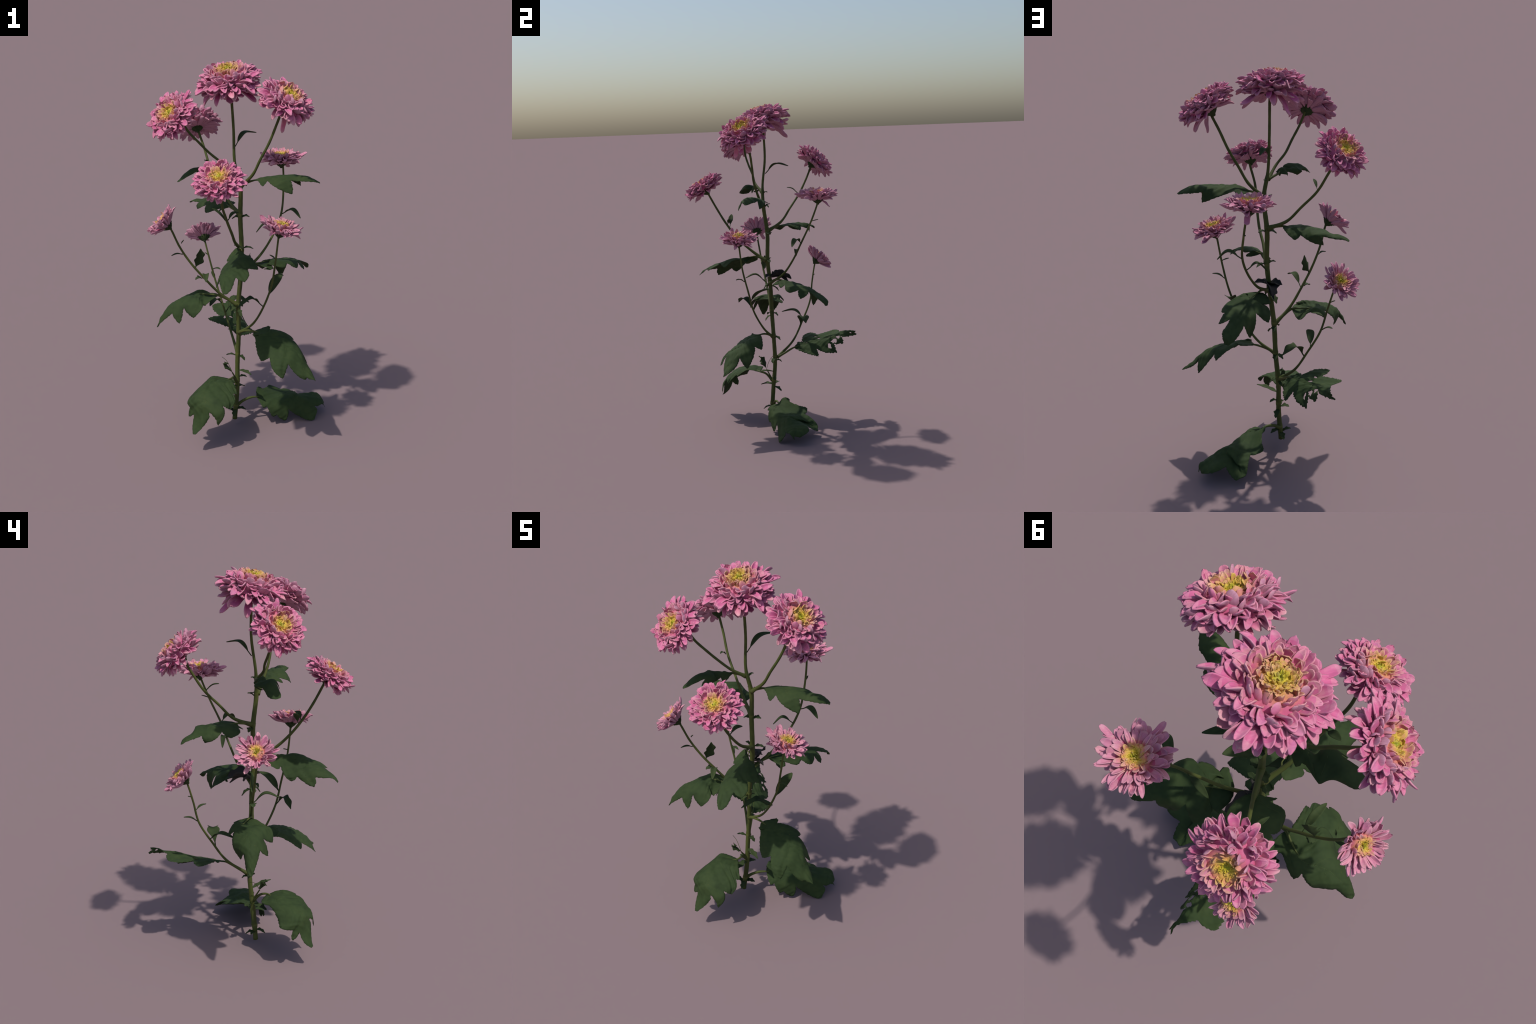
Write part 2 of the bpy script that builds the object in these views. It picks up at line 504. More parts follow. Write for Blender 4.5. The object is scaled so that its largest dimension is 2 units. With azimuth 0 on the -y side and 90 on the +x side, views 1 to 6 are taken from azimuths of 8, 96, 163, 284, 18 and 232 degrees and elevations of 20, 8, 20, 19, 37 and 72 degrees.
def big_leaf(mid, left, right, end, petiole, depth=.5, tip_w=.03, pr=.0068, holes=(), thick=.0034, seed=0, tooth=.0032):
    """mid: midrib points from blade base to tip.  left/right: lobe tips, base to tip.
    The blade is drawn flat, then bent through the midrib and the lobe tips."""
    M = spline(mid, 8)
    s = np.concatenate([[0], np.cumsum(np.linalg.norm(np.diff(M, axis=0), axis=1))])
    Lm = s[-1]
    uv_ctrl, xyz_ctrl = [], []
    for i in range(0, len(M), 8):
        uv_ctrl.append((0, s[i]))
        xyz_ctrl.append(M[i])
    flat = {}
    for sgn, lob in ((-1, left), (1, right)):
        fl = []
        for lobe in lob:
            p, vein_mid = np.array(lobe[0], float), np.array(lobe[1], float)
            dep = lobe[2] if len(lobe) > 2 else depth
            dd = np.linalg.norm(M - p, axis=1)
            i = int(dd.argmin())
            tan = unit(M[min(i + 1, len(M) - 1)] - M[max(i - 1, 0)])
            v = s[i] + (p - M[i]) @ tan * .9
            u = sgn * dd[i]
            fl.append((u, v, dep))
            uv_ctrl += [(u, v), (u * .5, (max(0.0, v - abs(u) * .8) + v) / 2)]
            xyz_ctrl += [p, vein_mid]
        # edges of the end lobe
        uv_ctrl.append((sgn * tip_w, v + (Lm - v) * .45))
        xyz_ctrl.append(np.array(end[0 if sgn < 0 else 1], float))
        flat[sgn] = fl
    tps = TPS(uv_ctrl, np.array(xyz_ctrl))
    Lo = side_outline(flat[-1], -1, Lm, tip_w)
    Ro = side_outline(flat[1], 1, Lm, tip_w)
    Lo = teeth(resample(Lo, .0045), tooth, seed * 2 + 1)
    Ro = teeth(resample(Ro, .0045), -tooth, seed * 2 + 2)
    loop = np.vstack([Ro, Lo[::-1][1:-1]])
    # mesh the flat blade
    pts = [tuple(p) for p in loop]
    edges = [(i, (i + 1) % len(loop)) for i in range(len(loop))]
    hole_polys = []
    for (hu, hv, hr, hr2, hs) in holes:
        r = np.random.default_rng(hs)
        k = 13
        hp = [(hu + hr * (0.6 + .7 * r.random()) * math.cos(2 * math.pi * j / k), hv + hr2 * 1.2 * (0.6 + .7 * r.random()) * math.sin(2 * math.pi * j / k)) for j in range(k)]
        o = len(pts)
        pts += hp
        edges += [(o + j, o + (j + 1) % k) for j in range(k)]
        hole_polys.append(hp)
    step = .0085
    lo, hi = loop.min(0), loop.max(0)
    grid = []
    for j, y in enumerate(np.arange(lo[1], hi[1], step)):
        for x in np.arange(lo[0] + (j % 2) * step / 2, hi[0], step):
            grid.append((x, y))
    grid = np.array(grid)
    dl = np.min(np.linalg.norm(grid[:, None] - loop[None], axis=2), axis=1)
    ok = (dl > step * .45) & inside_many(loop, grid)
    grid = [tuple(g) for g in grid[ok]]
    pts += grid
    pts += [(0.0, y) for y in np.arange(.01, Lm - .01, step)]
    res = delaunay_2d_cdt([Vector(p) for p in pts], edges, [], 0, 1e-5)
    q = np.array([tuple(p) for p in res[0]])
    tris = []
    cen = np.array([q[list(t)].mean(0) for t in res[2]])
    keep_t = inside_many(loop, cen)
    for hp in hole_polys:
        keep_t &= ~inside_many(hp, cen)
    for t, kp in zip(res[2], keep_t):
        if not kp:
            continue
        a, b_, c_ = q[t[0]], q[t[1]], q[t[2]]
        if (b_[0] - a[0]) * (c_[1] - a[1]) - (b_[1] - a[1]) * (c_[0] - a[0]) < 0:
            t = (t[0], t[2], t[1])
        tris.append(tuple(t))
    used = sorted({i for t in tris for i in t})
    rem = {o: i for i, o in enumerate(used)}
    q = q[used]
    tris = [tuple(rem[i] for i in t) for t in tris]
    X = tps(q)
    # surface normals
    nv = np.zeros_like(X)
    for t in tris:
        fn = np.cross(X[t[1]] - X[t[0]], X[t[2]] - X[t[0]])
        for i in t:
            nv[i] += fn
    nv /= np.linalg.norm(nv, axis=1)[:, None] + 1e-12
    if (nv[:, 2].mean()) < 0:      # upper side must face up
        nv = -nv
        tris = [(t[0], t[2], t[1]) for t in tris]
    # veins: grooves along midrib and to every lobe, pillows between them
    segs = [(V(0, 0), V(0, Lm))]
    for sgn in (-1, 1):
        for (u, v, _) in flat[sgn]:
            segs.append((V(0, max(.0, v - abs(u) * .95) * .92), V(u, v) * V(.93, .98)))
    dv = np.min([dist_seg(q, a, b) for a, b in segs], axis=0)
    ed = np.min(np.linalg.norm(q[:, None] - loop[None], axis=2), axis=1)
    r = np.random.default_rng(seed + 50)
    ph = r.uniform(0, 6, 4)
    wav = .0022 * np.sin(q[:, 0] * 95 + ph[0]) * np.sin(q[:, 1] * 80 + ph[1]) + .0012 * np.sin(q[:, 0] * 190 + q[:, 1] * 150 + ph[2])
    disp = -.0026 * np.exp(-(dv / .0055) ** 2) + wav * np.clip(ed / .012, 0.25, 1)
    X = X + nv * disp[:, None]
    # give it thickness
    n = len(X)
    thk = thick * (0.45 + .55 * np.clip(ed / .01, 0, 1))
    Xb = X - nv * thk[:, None]
    faces = list(tris) + [(t[0] + n, t[2] + n, t[1] + n) for t in tris]
    ec = {}
    for t in tris:
        for a, b in ((t[0], t[1]), (t[1], t[2]), (t[2], t[0])):
            ec[(a, b)] = 1
    for (a, b) in list(ec):
        if (b, a) not in ec:
            faces.append((b, a, a + n, b + n))
    B = Builder()
    B.add(np.vstack([X, Xb]), faces, 0)
    # raised paler veins
    for j, (a, b) in enumerate(segs):
        kk = max(8, int(np.linalg.norm(b - a) / .008))
        t = np.linspace(0.0, .93, kk)[:, None]
        line = a + (b - a) * t
        if j:
            line = line + V(0, -1) * (np.sin(t * math.pi) * .04 * np.linalg.norm(b - a))
        keep = [not any(inside(hp, p) for hp in hole_polys) and inside(loop, p) for p in line]
        if not all(keep):
            cut = keep.index(False)
            line = line[:cut]
        if len(line) < 4:
            continue
        nn = np.array([nv[np.linalg.norm(q - p, axis=1).argmin()] for p in line])
        dd = np.array([disp[np.linalg.norm(q - p, axis=1).argmin()] for p in line])
        W = tps(line) + nn * (dd - .0004)[:, None]
        r0 = .0016 if j == 0 else .0011
        vv, ff = tube(W, np.linspace(r0, r0 * .4, len(W)), 6)
        B.add(vv, ff, 1)
    # petiole runs into the midrib
    if petiole:
        Pp = spline(list(petiole) + [tuple(M[0]), tuple(M[4] - V(0, 0, .003)), tuple(M[8] - V(0, 0, .004))], 8)
        sp = np.linspace(0, 1, len(Pp))
        vv, ff = tube(Pp, np.interp(sp, [0, .12, .42, .7, 1], [pr * 1.35, pr * 1.05, pr * .85, pr * .4, pr * .18]), 10)
        B.add(vv, ff, 2)
    return add_mesh('leaf', B.v, B.f, [MAT_LEAF, MAT_VEIN, MAT_STEM], ROOT, B.m, origin=mid[0])

def build_leaves():
    # side lobes are written as (tip, middle of the side vein, notch after the lobe:
    # depth, or its place in the flat blade)
    # lowest leaf, hanging to the front left
    big_leaf(mid=[(-0.046, -0.104, 0.313), (-0.140, -0.207, 0.320), (-0.167, -0.318, 0.259), (-0.200, -0.379, 0.112)],
             left=[((0.015, -0.242, 0.300), (-0.032, -0.186, 0.335), (0.128, 0.100)), ((-0.009, -0.306, 0.244), (-0.043, -0.266, 0.303), (0.076, 0.256)), ((-0.070, -0.356, 0.170), (-0.068, -0.349, 0.230), (0.026, 0.300))],
             right=[((-0.163, -0.114, 0.314), (-0.138, -0.126, 0.325), 0.1), ((-0.254, -0.216, 0.238), (-0.200, -0.250, 0.298), (0.074, 0.298)), ((-0.244, -0.278, 0.169), (-0.214, -0.297, 0.215), (0.040, 0.335))],
             end=((-0.153, -0.367, 0.136), (-0.218, -0.331, 0.140)),
             petiole=[(-.025, -.024, .258), (-.036, -.062, .300)], depth=.62, tip_w=.042, seed=1)
    # leaf lying to the right, touching the ground with curled lobes
    big_leaf(mid=[(0.080, 0.020, 0.146), (0.151, 0.052, 0.135), (0.298, 0.096, 0.127), (0.387, 0.146, 0.099), (0.437, 0.187, 0.057)],
             left=[((0.089, 0.092, 0.172), (0.087, 0.048, 0.169), (0.056, 0.040)), ((0.134, 0.203, 0.127), (0.128, 0.137, 0.139), (0.104, 0.132)), ((0.247, 0.272, 0.051), (0.277, 0.194, 0.096), (0.176, 0.355)), ((0.297, 0.272, 0.039), (0.278, 0.174, 0.090), (0.076, 0.344)), ((0.411, 0.222, 0.073), (0.400, 0.220, 0.086), 0.15)],
             right=[((0.128, -0.046, 0.113), (0.111, -0.017, 0.138), (0.070, 0.040)), ((0.179, -0.031, 0.052), (0.142, -0.026, 0.127), (0.108, 0.098)), ((0.247, 0.004, 0.016), (0.212, 0.001, 0.103), (0.080, 0.156)), ((0.400, 0.052, 0.006), (0.403, 0.083, 0.058), (0.052, 0.284)), ((0.453, 0.151, 0.027), (0.438, 0.172, 0.064), 0.15)],
             end=((0.408, 0.226, 0.069), (0.450, 0.127, 0.062)),
             petiole=[(-.024, -.019, .110), (.006, -.008, .132), (.044, .006, .146)], depth=.58, tip_w=.05, seed=2, pr=.0080)
    # broad leaf on the right
    big_leaf(mid=[(0.077, -0.065, 0.585), (0.178, -0.128, 0.587), (0.244, -0.161, 0.571), (0.327, -0.190, 0.527), (0.429, -0.262, 0.410)],
             left=[((0.150, -0.040, 0.604), (0.161, -0.055, 0.605), (0.046, 0.068)), ((0.291, -0.046, 0.540), (0.258, -0.102, 0.580), (0.088, 0.208)), ((0.371, -0.128, 0.445), (0.350, -0.167, 0.507), (0.044, 0.316))],
             right=[((0.080, -0.119, 0.587), (0.102, -0.130, 0.591), (0.060, 0.060)), ((0.143, -0.246, 0.500), (0.138, -0.184, 0.565), (0.108, 0.190)), ((0.263, -0.304, 0.436), (0.271, -0.265, 0.504), (0.064, 0.324)), ((0.374, -0.268, 0.418), (0.387, -0.259, 0.442), (0.032, 0.422))],
             end=((0.398, -0.200, 0.441), (0.410, -0.266, 0.418)),
             petiole=[(-.008, -.012, .551), (.030, -.036, .572)], depth=.52, tip_w=.042, seed=3)
    # leaf pointing left
    big_leaf(mid=[(-0.115, -0.032, 0.768), (-0.245, -0.016, 0.767), (-0.326, -0.076, 0.748), (-0.406, -0.103, 0.673), (-0.442, -0.115, 0.590)],
             left=[((-0.162, -0.128, 0.746), (-0.172, -0.115, 0.749), (0.100, 0.084)), ((-0.223, -0.171, 0.690), (-0.214, -0.121, 0.768)), ((-0.300, -0.166, 0.652), (-0.319, -0.131, 0.720), (0.060, 0.290))],
             right=[((-0.148, 0.040, 0.749), (-0.131, 0.042, 0.739)), ((-0.267, 0.045, 0.723), (-0.228, 0.021, 0.775), (0.040, 0.152)), ((-0.342, -0.037, 0.639), (-0.370, -0.046, 0.699), (0.040, 0.306))],
             end=((-0.400, -0.129, 0.644), (-0.416, -0.077, 0.631)),
             petiole=[(-.014, -.013, .713), (-.060, -.022, .742)], depth=.62, tip_w=.040, seed=4, pr=.0085)
    # front leaf arching towards the viewer
    big_leaf(mid=[(0.012, -0.100, 1.060), (0.034, -0.145, 1.064), (-0.010, -0.315, 1.020), (-0.010, -0.385, 0.999), (-0.005, -0.459, 0.941)],
             left=[((0.086, -0.150, 1.040), (0.034, -0.156, 1.040)), ((0.138, -0.272, 1.014), (0.080, -0.226, 1.059), (0.084, 0.200)), ((0.088, -0.385, 0.990), (0.053, -0.361, 1.014), (0.040, 0.296))],
             right=[((-0.043, -0.151, 1.011), (-0.013, -0.110, 1.033)), ((-0.064, -0.229, 0.957), (-0.054, -0.212, 0.985), (0.055, 0.190)), ((-0.065, -0.346, 0.936), (-0.047, -0.321, 0.986), (0.046, 0.272))],
             end=((0.036, -0.436, 0.964), (-0.028, -0.426, 0.974)),
             petiole=[(.015, -.028, 1.030), (.014, -.062, 1.050)], depth=.62, tip_w=.040, seed=5)
    # leaf to the back right
    big_leaf(mid=[(0.074, 0.049, 0.923), (0.153, 0.131, 0.925), (0.204, 0.194, 0.910), (0.246, 0.284, 0.876), (0.331, 0.344, 0.796)],
             left=[((0.060, 0.130, 0.881), (0.070, 0.147, 0.895)), ((0.089, 0.228, 0.830), (0.087, 0.171, 0.891), (0.060, 0.200)), ((0.190, 0.263, 0.782), (0.188, 0.259, 0.867), (0.032, 0.300))],
             right=[((0.119, 0.037, 0.898), (0.183, 0.026, 0.908)), ((0.227, 0.069, 0.899), (0.160, 0.073, 0.935)), ((0.291, 0.126, 0.880), (0.263, 0.120, 0.910)), ((0.324, 0.195, 0.849), (0.284, 0.209, 0.893), (0.050, 0.255))],
             end=((0.273, 0.353, 0.828), (0.332, 0.292, 0.850)),
             petiole=[(.010, -.010, .895), (.040, .018, .915)], depth=.52, tip_w=.042, seed=6, pr=.0072)
    # upper right leaf
    big_leaf(mid=[(0.078, -0.043, 1.402), (0.167, -0.064, 1.433), (0.253, -0.066, 1.443), (0.356, -0.090, 1.447), (0.434, -0.092, 1.409)],
             left=[((0.151, 0.010, 1.401), (0.115, -0.025, 1.409)), ((0.323, -0.024, 1.378), (0.290, -0.029, 1.430), (0.045, 0.222))],
             right=[((0.144, -0.144, 1.402), (0.130, -0.094, 1.429)), ((0.292, -0.155, 1.370), (0.251, -0.128, 1.432), (0.052, 0.220))],
             end=((0.373, -0.044, 1.419), (0.379, -0.125, 1.425)),
             petiole=[(.018, -.041, 1.372), (.046, -.043, 1.390)], depth=.5, tip_w=.038, seed=7, tooth=.003)
    # upper left leaf
    big_leaf(mid=[(-0.071, -0.065, 1.470), (-0.109, -0.103, 1.490), (-0.218, -0.144, 1.482), (-0.269, -0.209, 1.430)],
             left=[((-0.095, -0.120, 1.441), (-0.078, -0.098, 1.481)), ((-0.178, -0.195, 1.451), (-0.147, -0.167, 1.490))],
             right=[((-0.115, -0.058, 1.452), (-0.114, -0.056, 1.467)), ((-0.182, -0.120, 1.442), (-0.199, -0.072, 1.460))],
             end=((-0.246, -0.221, 1.439), (-0.265, -0.152, 1.425)),
             petiole=[(-.013, -.042, 1.452), (-.042, -.052, 1.462)], depth=.45, tip_w=.034, seed=8, tooth=.002)
    # leaf to the back left under the rear flower
    big_leaf(mid=[(-0.056, 0.044, 1.237), (-0.099, 0.102, 1.247), (-0.163, 0.142, 1.247), (-0.273, 0.235, 1.220), (-0.320, 0.257, 1.187)],
             left=[((-0.106, -0.000, 1.225), (-0.087, 0.032, 1.231)), ((-0.186, 0.044, 1.199), (-0.148, 0.032, 1.230), (0.044, 0.140)), ((-0.253, 0.154, 1.189), (-0.243, 0.136, 1.218), (0.022, 0.232))],
             right=[((-0.065, 0.180, 1.207), (-0.056, 0.131, 1.243), (0.060, 0.118)), ((-0.190, 0.229, 1.181), (-0.150, 0.230, 1.238), (0.030, 0.230))],
             end=((-0.298, 0.205, 1.205), (-0.254, 0.257, 1.204)),
             petiole=[(.005, -.014, 1.217), (-.026, .016, 1.230)], depth=.5, tip_w=.036, seed=9, tooth=.003)
    # insect eaten leaf at the back
    big_leaf(mid=[(-0.036, 0.120, 0.470), (-0.058, 0.214, 0.493), (-0.086, 0.317, 0.515), (-0.104, 0.440, 0.526), (-0.140, 0.517, 0.520)],
             left=[((-0.098, 0.147, 0.492), (-0.077, 0.152, 0.494)), ((-0.225, 0.212, 0.522), (-0.135, 0.174, 0.512)), ((-0.224, 0.376, 0.540), (-0.154, 0.359, 0.528)), ((-0.122, 0.512, 0.549), (-0.114, 0.484, 0.540), 0.3)],
             right=[((0.031, 0.277, 0.429), (-0.006, 0.214, 0.461)), ((-0.036, 0.390, 0.434), (-0.045, 0.314, 0.481)), ((-0.070, 0.431, 0.487), (-0.078, 0.405, 0.523))],
             end=((-0.134, 0.512, 0.536), (-0.122, 0.500, 0.522)),
             petiole=[(-.022, .012, .410), (-.028, .066, .440)], depth=.56, tip_w=.014, seed=10, tooth=.007,
             holes=[(-.028, .163, .011, .009, 1), (.064, .247, .017, .007, 2), (.040, .272, .013, .013, 3), (.016, .290, .014, .010, 4),
                    (.022, .348, .012, .008, 5), (-.011, .084, .004, .006, 6), (-.062, .150, .008, .010, 7), (-.085, .305, .010, .006, 8),
                    (-.018, .372, .010, .006, 9), (-.002, .222, .004, .004, 10)])

def small_leaf(base, tip, width, arch=.0, mid=None, name='bract_leaf', mat=None, twist=0.0, cup=.38, notch=True, pet=.18, thick=.0036, seed=0, up=(0, 0, 1)):
    """lance shaped leaflet with a short stalk, cupped and arched"""
    base, tip = np.array(base, float), np.array(tip, float)
    m = np.array(mid) if mid is not None else (base + tip) / 2 + V(0, 0, arch)
    C = spline([base, m, tip], 9)
    n = len(C)
    T = np.gradient(C, axis=0)
    r = np.random.default_rng(seed)
    verts, nu = [], 7
    top = []
    bot = []
    for i in range(n):
        t = i / (n - 1)
        tan = unit(T[i])
        upv = np.array(up, float)
        side = np.cross(tan, upv)
        if np.linalg.norm(side) < .2:
            side = np.cross(tan, V(.3, 1, 0))
        side = unit(side)
        nor = np.cross(side, tan)
        a = twist * t
        side, nor = side * math.cos(a) + nor * math.sin(a), nor * math.cos(a) - side * math.sin(a)
        if t < pet:
            w = .10
        else:
            x = (t - pet) / (1 - pet)
            w = .10 + .90 * math.sin(math.pi * min(1, x ** .85)) ** .8 * (1 if x < .98 else .4)
            if notch:
                w *= 1 + .22 * math.sin(x * 15 + seed)
        w *= width * .56
        row_t, row_b = [], []
        for k in range(nu):
            s = -1 + 2 * k / (nu - 1)
            z = cup * abs(s) ** 1.6 * w - .0006 * (abs(s) < .1)
            th = thick * (1 - .6 * abs(s)) + (.0015 if t < pet else 0)
            p = C[i] + side * s * w + nor * z
            row_t.append(p + nor * th / 2)
            row_b.append(p - nor * th / 2)
        top.append(row_t)
        bot.append(row_b)
    ring = 2 * nu
    for i in range(n):
        verts += top[i] + bot[i][::-1]
    faces = []
    for i in range(n - 1):
        for k in range(ring):
            k2 = (k + 1) % ring
            faces.append((i * ring + k, i * ring + k2, (i + 1) * ring + k2, (i + 1) * ring + k))
    faces.append(tuple(range(ring - 1, -1, -1)))
    faces.append(tuple(range((n - 1) * ring, n * ring)))
    return add_mesh(name, verts, faces, [mat or MAT_BRACT], ROOT, origin=base)

def build_bracts():
    S = small_leaf
    S((-.012, -.020, 1.567), (.076, .129, 1.613), .030, mid=(.025, .047, 1.624), seed=1, notch=False)
    S((-.187, .163, 1.430), (-.192, .095, 1.468), .014, arch=.010, seed=2, notch=False)
    S((.136, -.108, .748), (.018, -.212, .776), .036, mid=(.085, -.165, .812), seed=3)
    S((.165, -.119, .810), (.220, .005, .893), .050, mid=(.198, -.058, .868), seed=4, notch=False, pet=.1)
    S((.197, -.146, .935), (.252, -.190, .956), .014, arch=.008, seed=5, notch=False)
    S((.210, -.157, 1.030), (.176, -.139, 1.045), .010, seed=6, notch=False)
    S((.199, .203, 1.158), (.304, .153, 1.152), .034, mid=(.255, .175, 1.190), seed=7, notch=False)
    S((.168, .169, 1.088), (.066, .158, 1.064), .024, mid=(.115, .165, 1.112), seed=8, notch=False)
    S((.202, .262, 1.290), (.205, .305, 1.300), .008, seed=9, notch=False)
    S((-.224, -.076, .932), (-.195, -.060, 1.036), .048, mid=(-.206, -.062, .985), seed=10, pet=.12, up=(.6, -.5, .4))
    S((-.281, -.098, 1.016), (-.335, -.128, 1.016), .013, arch=.006, seed=11, notch=False)
    S((-.287, -.102, 1.076), (-.270, -.112, 1.099), .007, seed=12, notch=False)
    S((-.172, -.057, .866), (-.145, -.185, .900), .030, mid=(-.160, -.118, .918), seed=13, notch=False)
    S((-.190, -.060, .872), (-.225, -.075, .868), .028, arch=.006, seed=14)
    S((-.134, .180, .636), (-.174, .038, .673), .036, mid=(-.158, .118, .682), seed=15, notch=False)
    S((-.110, .155, .590), (.016, .202, .637), .052, mid=(-.058, .182, .662), seed=16, pet=.15)
    S((-.177, .222, .748), (-.210, .287, .779), .016, arch=.008, seed=17, notch=False)
    S((-.195, .230, .815), (-.140, .190, .832), .016, arch=.006, seed=18, notch=False)
    S((-.216, .241, .893), (-.238, .252, .904), .007, seed=19, notch=False)
    S((-.018, -.252, 1.246), (-.092, -.249, 1.315), .026, arch=.006, seed=20, notch=False)
    S((-.014, -.268, 1.257), (.036, -.226, 1.290), .026, arch=.014, seed=21, notch=False)
    # torn leaflet on a thread near the base
    v, f = tube(spline([(-.026, -.026, .268), (-.033, -.042, .298), (-.042, -.060, .330)], 6), np.linspace(.0055, .0032, 13), 8)
    add_mesh('torn_stalk', v, f, [MAT_STEM], ROOT, origin=(-.026, -.026, .268))
    v, f = tube(spline([(-.042, -.060, .330), (-.058, -.050, .362), (-.078, -.036, .388), (-.104, -.020, .400)], 6), np.linspace(.0016, .0012, 19), 6)
    add_mesh('torn_stalk', v, f, [MAT_STEM], ROOT, origin=(-.042, -.060, .330))
    S((-.046, -.064, .338), (-.078, -.110, .406), .040, mid=(-.062, -.080, .376), seed=22, pet=.05, up=(-.5, -.6, .5))
    # leaflets (stipules) round the nodes: height, azimuth, length, width, rise
    nodes = [(.322, 5.50, .115, .026, .020), (.240, 4.30, .080, .034, -.010), (.222, 1.00, .050, .026, -.020), (.240, 2.6, .045, .030, .005), (.275, .2, .04, .02, .0),
             (.092, 4.7, .045, .024, -.018), (.095, .2, .045, .026, -.006), (.080, 3.0, .044, .024, .012), (.082, 1.6, .040, .024, -.02),
             (.402, 3.3, .050, .016, .004), (.400, -.3, .032, .024, -.022), (.395, 1.7, .030, .022, -.01),
             (.548, 1.2, .034, .024, -.016), (.540, 2.2, .034, .024, -.016), (.700, 3.9, .034, .024, -.016), (.705, 1.2, .030, .022, -.016), (.690, 5.2, .034, .020, -.03),
             (1.028, .3, .050, .020, -.006), (1.030, 2.8, .032, .016, .010), (1.205, .2, .036, .026, .002), (1.200, 2.9, .034, .028, -.012),
             (1.365, 2.2, .034, .016, .02), (1.368, .9, .034, .016, -.01), (1.445, 1.0, .026, .012, .006),
             (.885, 3.6, .036, .026, -.026), (.880, 1.9, .040, .030, -.034), (.888, 5.0, .030, .02, -.03)]
    MC = spline(MAIN, 12)
    for i, (z, az, ln, w, rise) in enumerate(nodes):
        c = MC[np.abs(MC[:, 2] - z).argmin()]
        d = V(math.cos(az), math.sin(az), 0)
        small_leaf(c + d * .008, c + d * (.012 + ln) + V(0, 0, rise), w, arch=.006, name='stipule', seed=30 + i, pet=.02, cup=.3)
    # withered black leaf hanging on the middle node
    for i, (t, w, ar) in enumerate([((.035, .122, .920), .060, .016), ((-.030, .080, .952), .034, .010), ((.078, -.036, .938), .028, .008),
                                    ((.022, .110, .892), .028, .02), ((.045, .030, .968), .022, .0), ((-.035, .022, .928), .030, .012)]):
        small_leaf((.010, .000, .928), t, w, arch=ar, name='withered_leaf', mat=MAT_DRY, seed=70 + i, twist=.8 * (-1) ** i, pet=.0, cup=.7, thick=.004)

# ------------------------------------------------------------------ flowers
PW = .30      # template petal width for length 1

def petal_template(bend, roll, notch, twist, seed, blunt=.30, hook=0.0):
    """one strap petal, length 1 along y, rolled into a channel (roll = half angle of
    the cross-section arc), with a blunt, slightly uneven tip"""
    r = np.random.default_rng(seed)
    nv = 12
    S = (-1, -.84, -.5, -.18, .18, .5, .84, 1)
    nu = len(S)
    tt = [0, .1, .2, .32, .45, .58, .70, .80, .88, .94, .98, 1.0]
    ph = r.uniform(0, 6, 5)
    top, bot = [], []
    for i in range(nv):
        t = tt[i]
        grow = .50 + .50 * (1 - (1 - min(1, t / .62)) ** 2)
        endc = 1.0 if t < 1 - blunt else math.sqrt(max(0.0, 1 - max(0.0, (t - 1 + blunt) / blunt) ** 2.4))
        w = PW / 2 * grow * max(endc, .22) * (1 + .07 * math.sin(7 * t + ph[3]))
        zc = bend * 4 * t * (1 - t) - hook * max(0, t - .55) ** 2 + .012 * math.sin(9 * t + ph[4])
        a = roll * (1.15 - .45 * t)
        rt, rb = [], []
        for s in S:
            x = w / a * math.sin(a * s)
            z = zc + w / a * (1 - math.cos(a * s)) + .010 * math.sin(8 * t + ph[0] + 2.4 * s) + twist * x * t
            k_ = max(0, (t - .8) / .2)
            y = t - notch * (1 - abs(s)) ** 1.3 * k_ if notch > 0 else t - abs(notch) * abs(s) ** 1.5 * k_ * .8
            z += .006 * math.cos(s * 7.5) * math.sin(math.pi * t)
            th = (.078 * (1 - .55 * abs(s) ** 2)) * (.75 + .5 * math.sin(math.pi * min(1, t * 1.05))) * (.7 if t > .97 else 1)
            nx, nz = -math.sin(a * s), math.cos(a * s)
            rt.append((x + nx * th * .5, y, z + nz * th * .5))
            rb.append((x - nx * th * .5, y, z - nz * th * .5))
        top.append(rt)
        bot.append(rb)
    verts, faces, kind = [], [], []
    ring = 2 * nu
    for i in range(nv):
        verts += top[i] + bot[i][::-1]
    for i in range(nv - 1):
        for k in range(ring):
            k2 = (k + 1) % ring
            faces.append((i * ring + k2, i * ring + k, (i + 1) * ring + k, (i + 1) * ring + k2))
            if k < nu - 1:
                kind.append(3 if i < 5 else (1 if i >= 8 else 0))
            elif k == nu - 1 or k == ring - 1:
                kind.append(1)
            else:
                kind.append(2)
    faces.append(tuple(range(ring)))
    kind.append(2)
    faces.append(tuple(range(nv * ring - 1, (nv - 1) * ring - 1, -1)))
    kind.append(1)
    return np.array(verts), faces, np.array(kind)

TEMPL = []
for bi, bend in enumerate((-.07, .02, .09, .16)):
    for vi in range(4):
        TEMPL.append(petal_template(bend, (.95, 1.3, .75, 1.6)[vi], (.03, .0, -.04, .05)[vi], (-.35, .25, .4, -.2)[vi], 100 + bi * 7 + vi, (.20, .26, .22, .30)[vi], (.0, .6, -.7, .3)[vi]))
PETAL_MESH = {}
for tone, mat in (('bright', MAT_PETAL), ('dusty', MAT_PETAL_D)):
    PETAL_MESH[tone] = []
    for v, f, kd in TEMPL:
        me = bpy.data.meshes.new('petal')
        me.from_pydata(v.tolist(), [], f)
        me.materials.append(mat)
        me.materials.append(MAT_UNDER)
        me.polygons.foreach_set('material_index', (kd == 2).astype(np.int32))
        me.polygons.foreach_set('use_smooth', np.ones(len(f), bool))
        me.update()
        PETAL_MESH[tone].append(me)

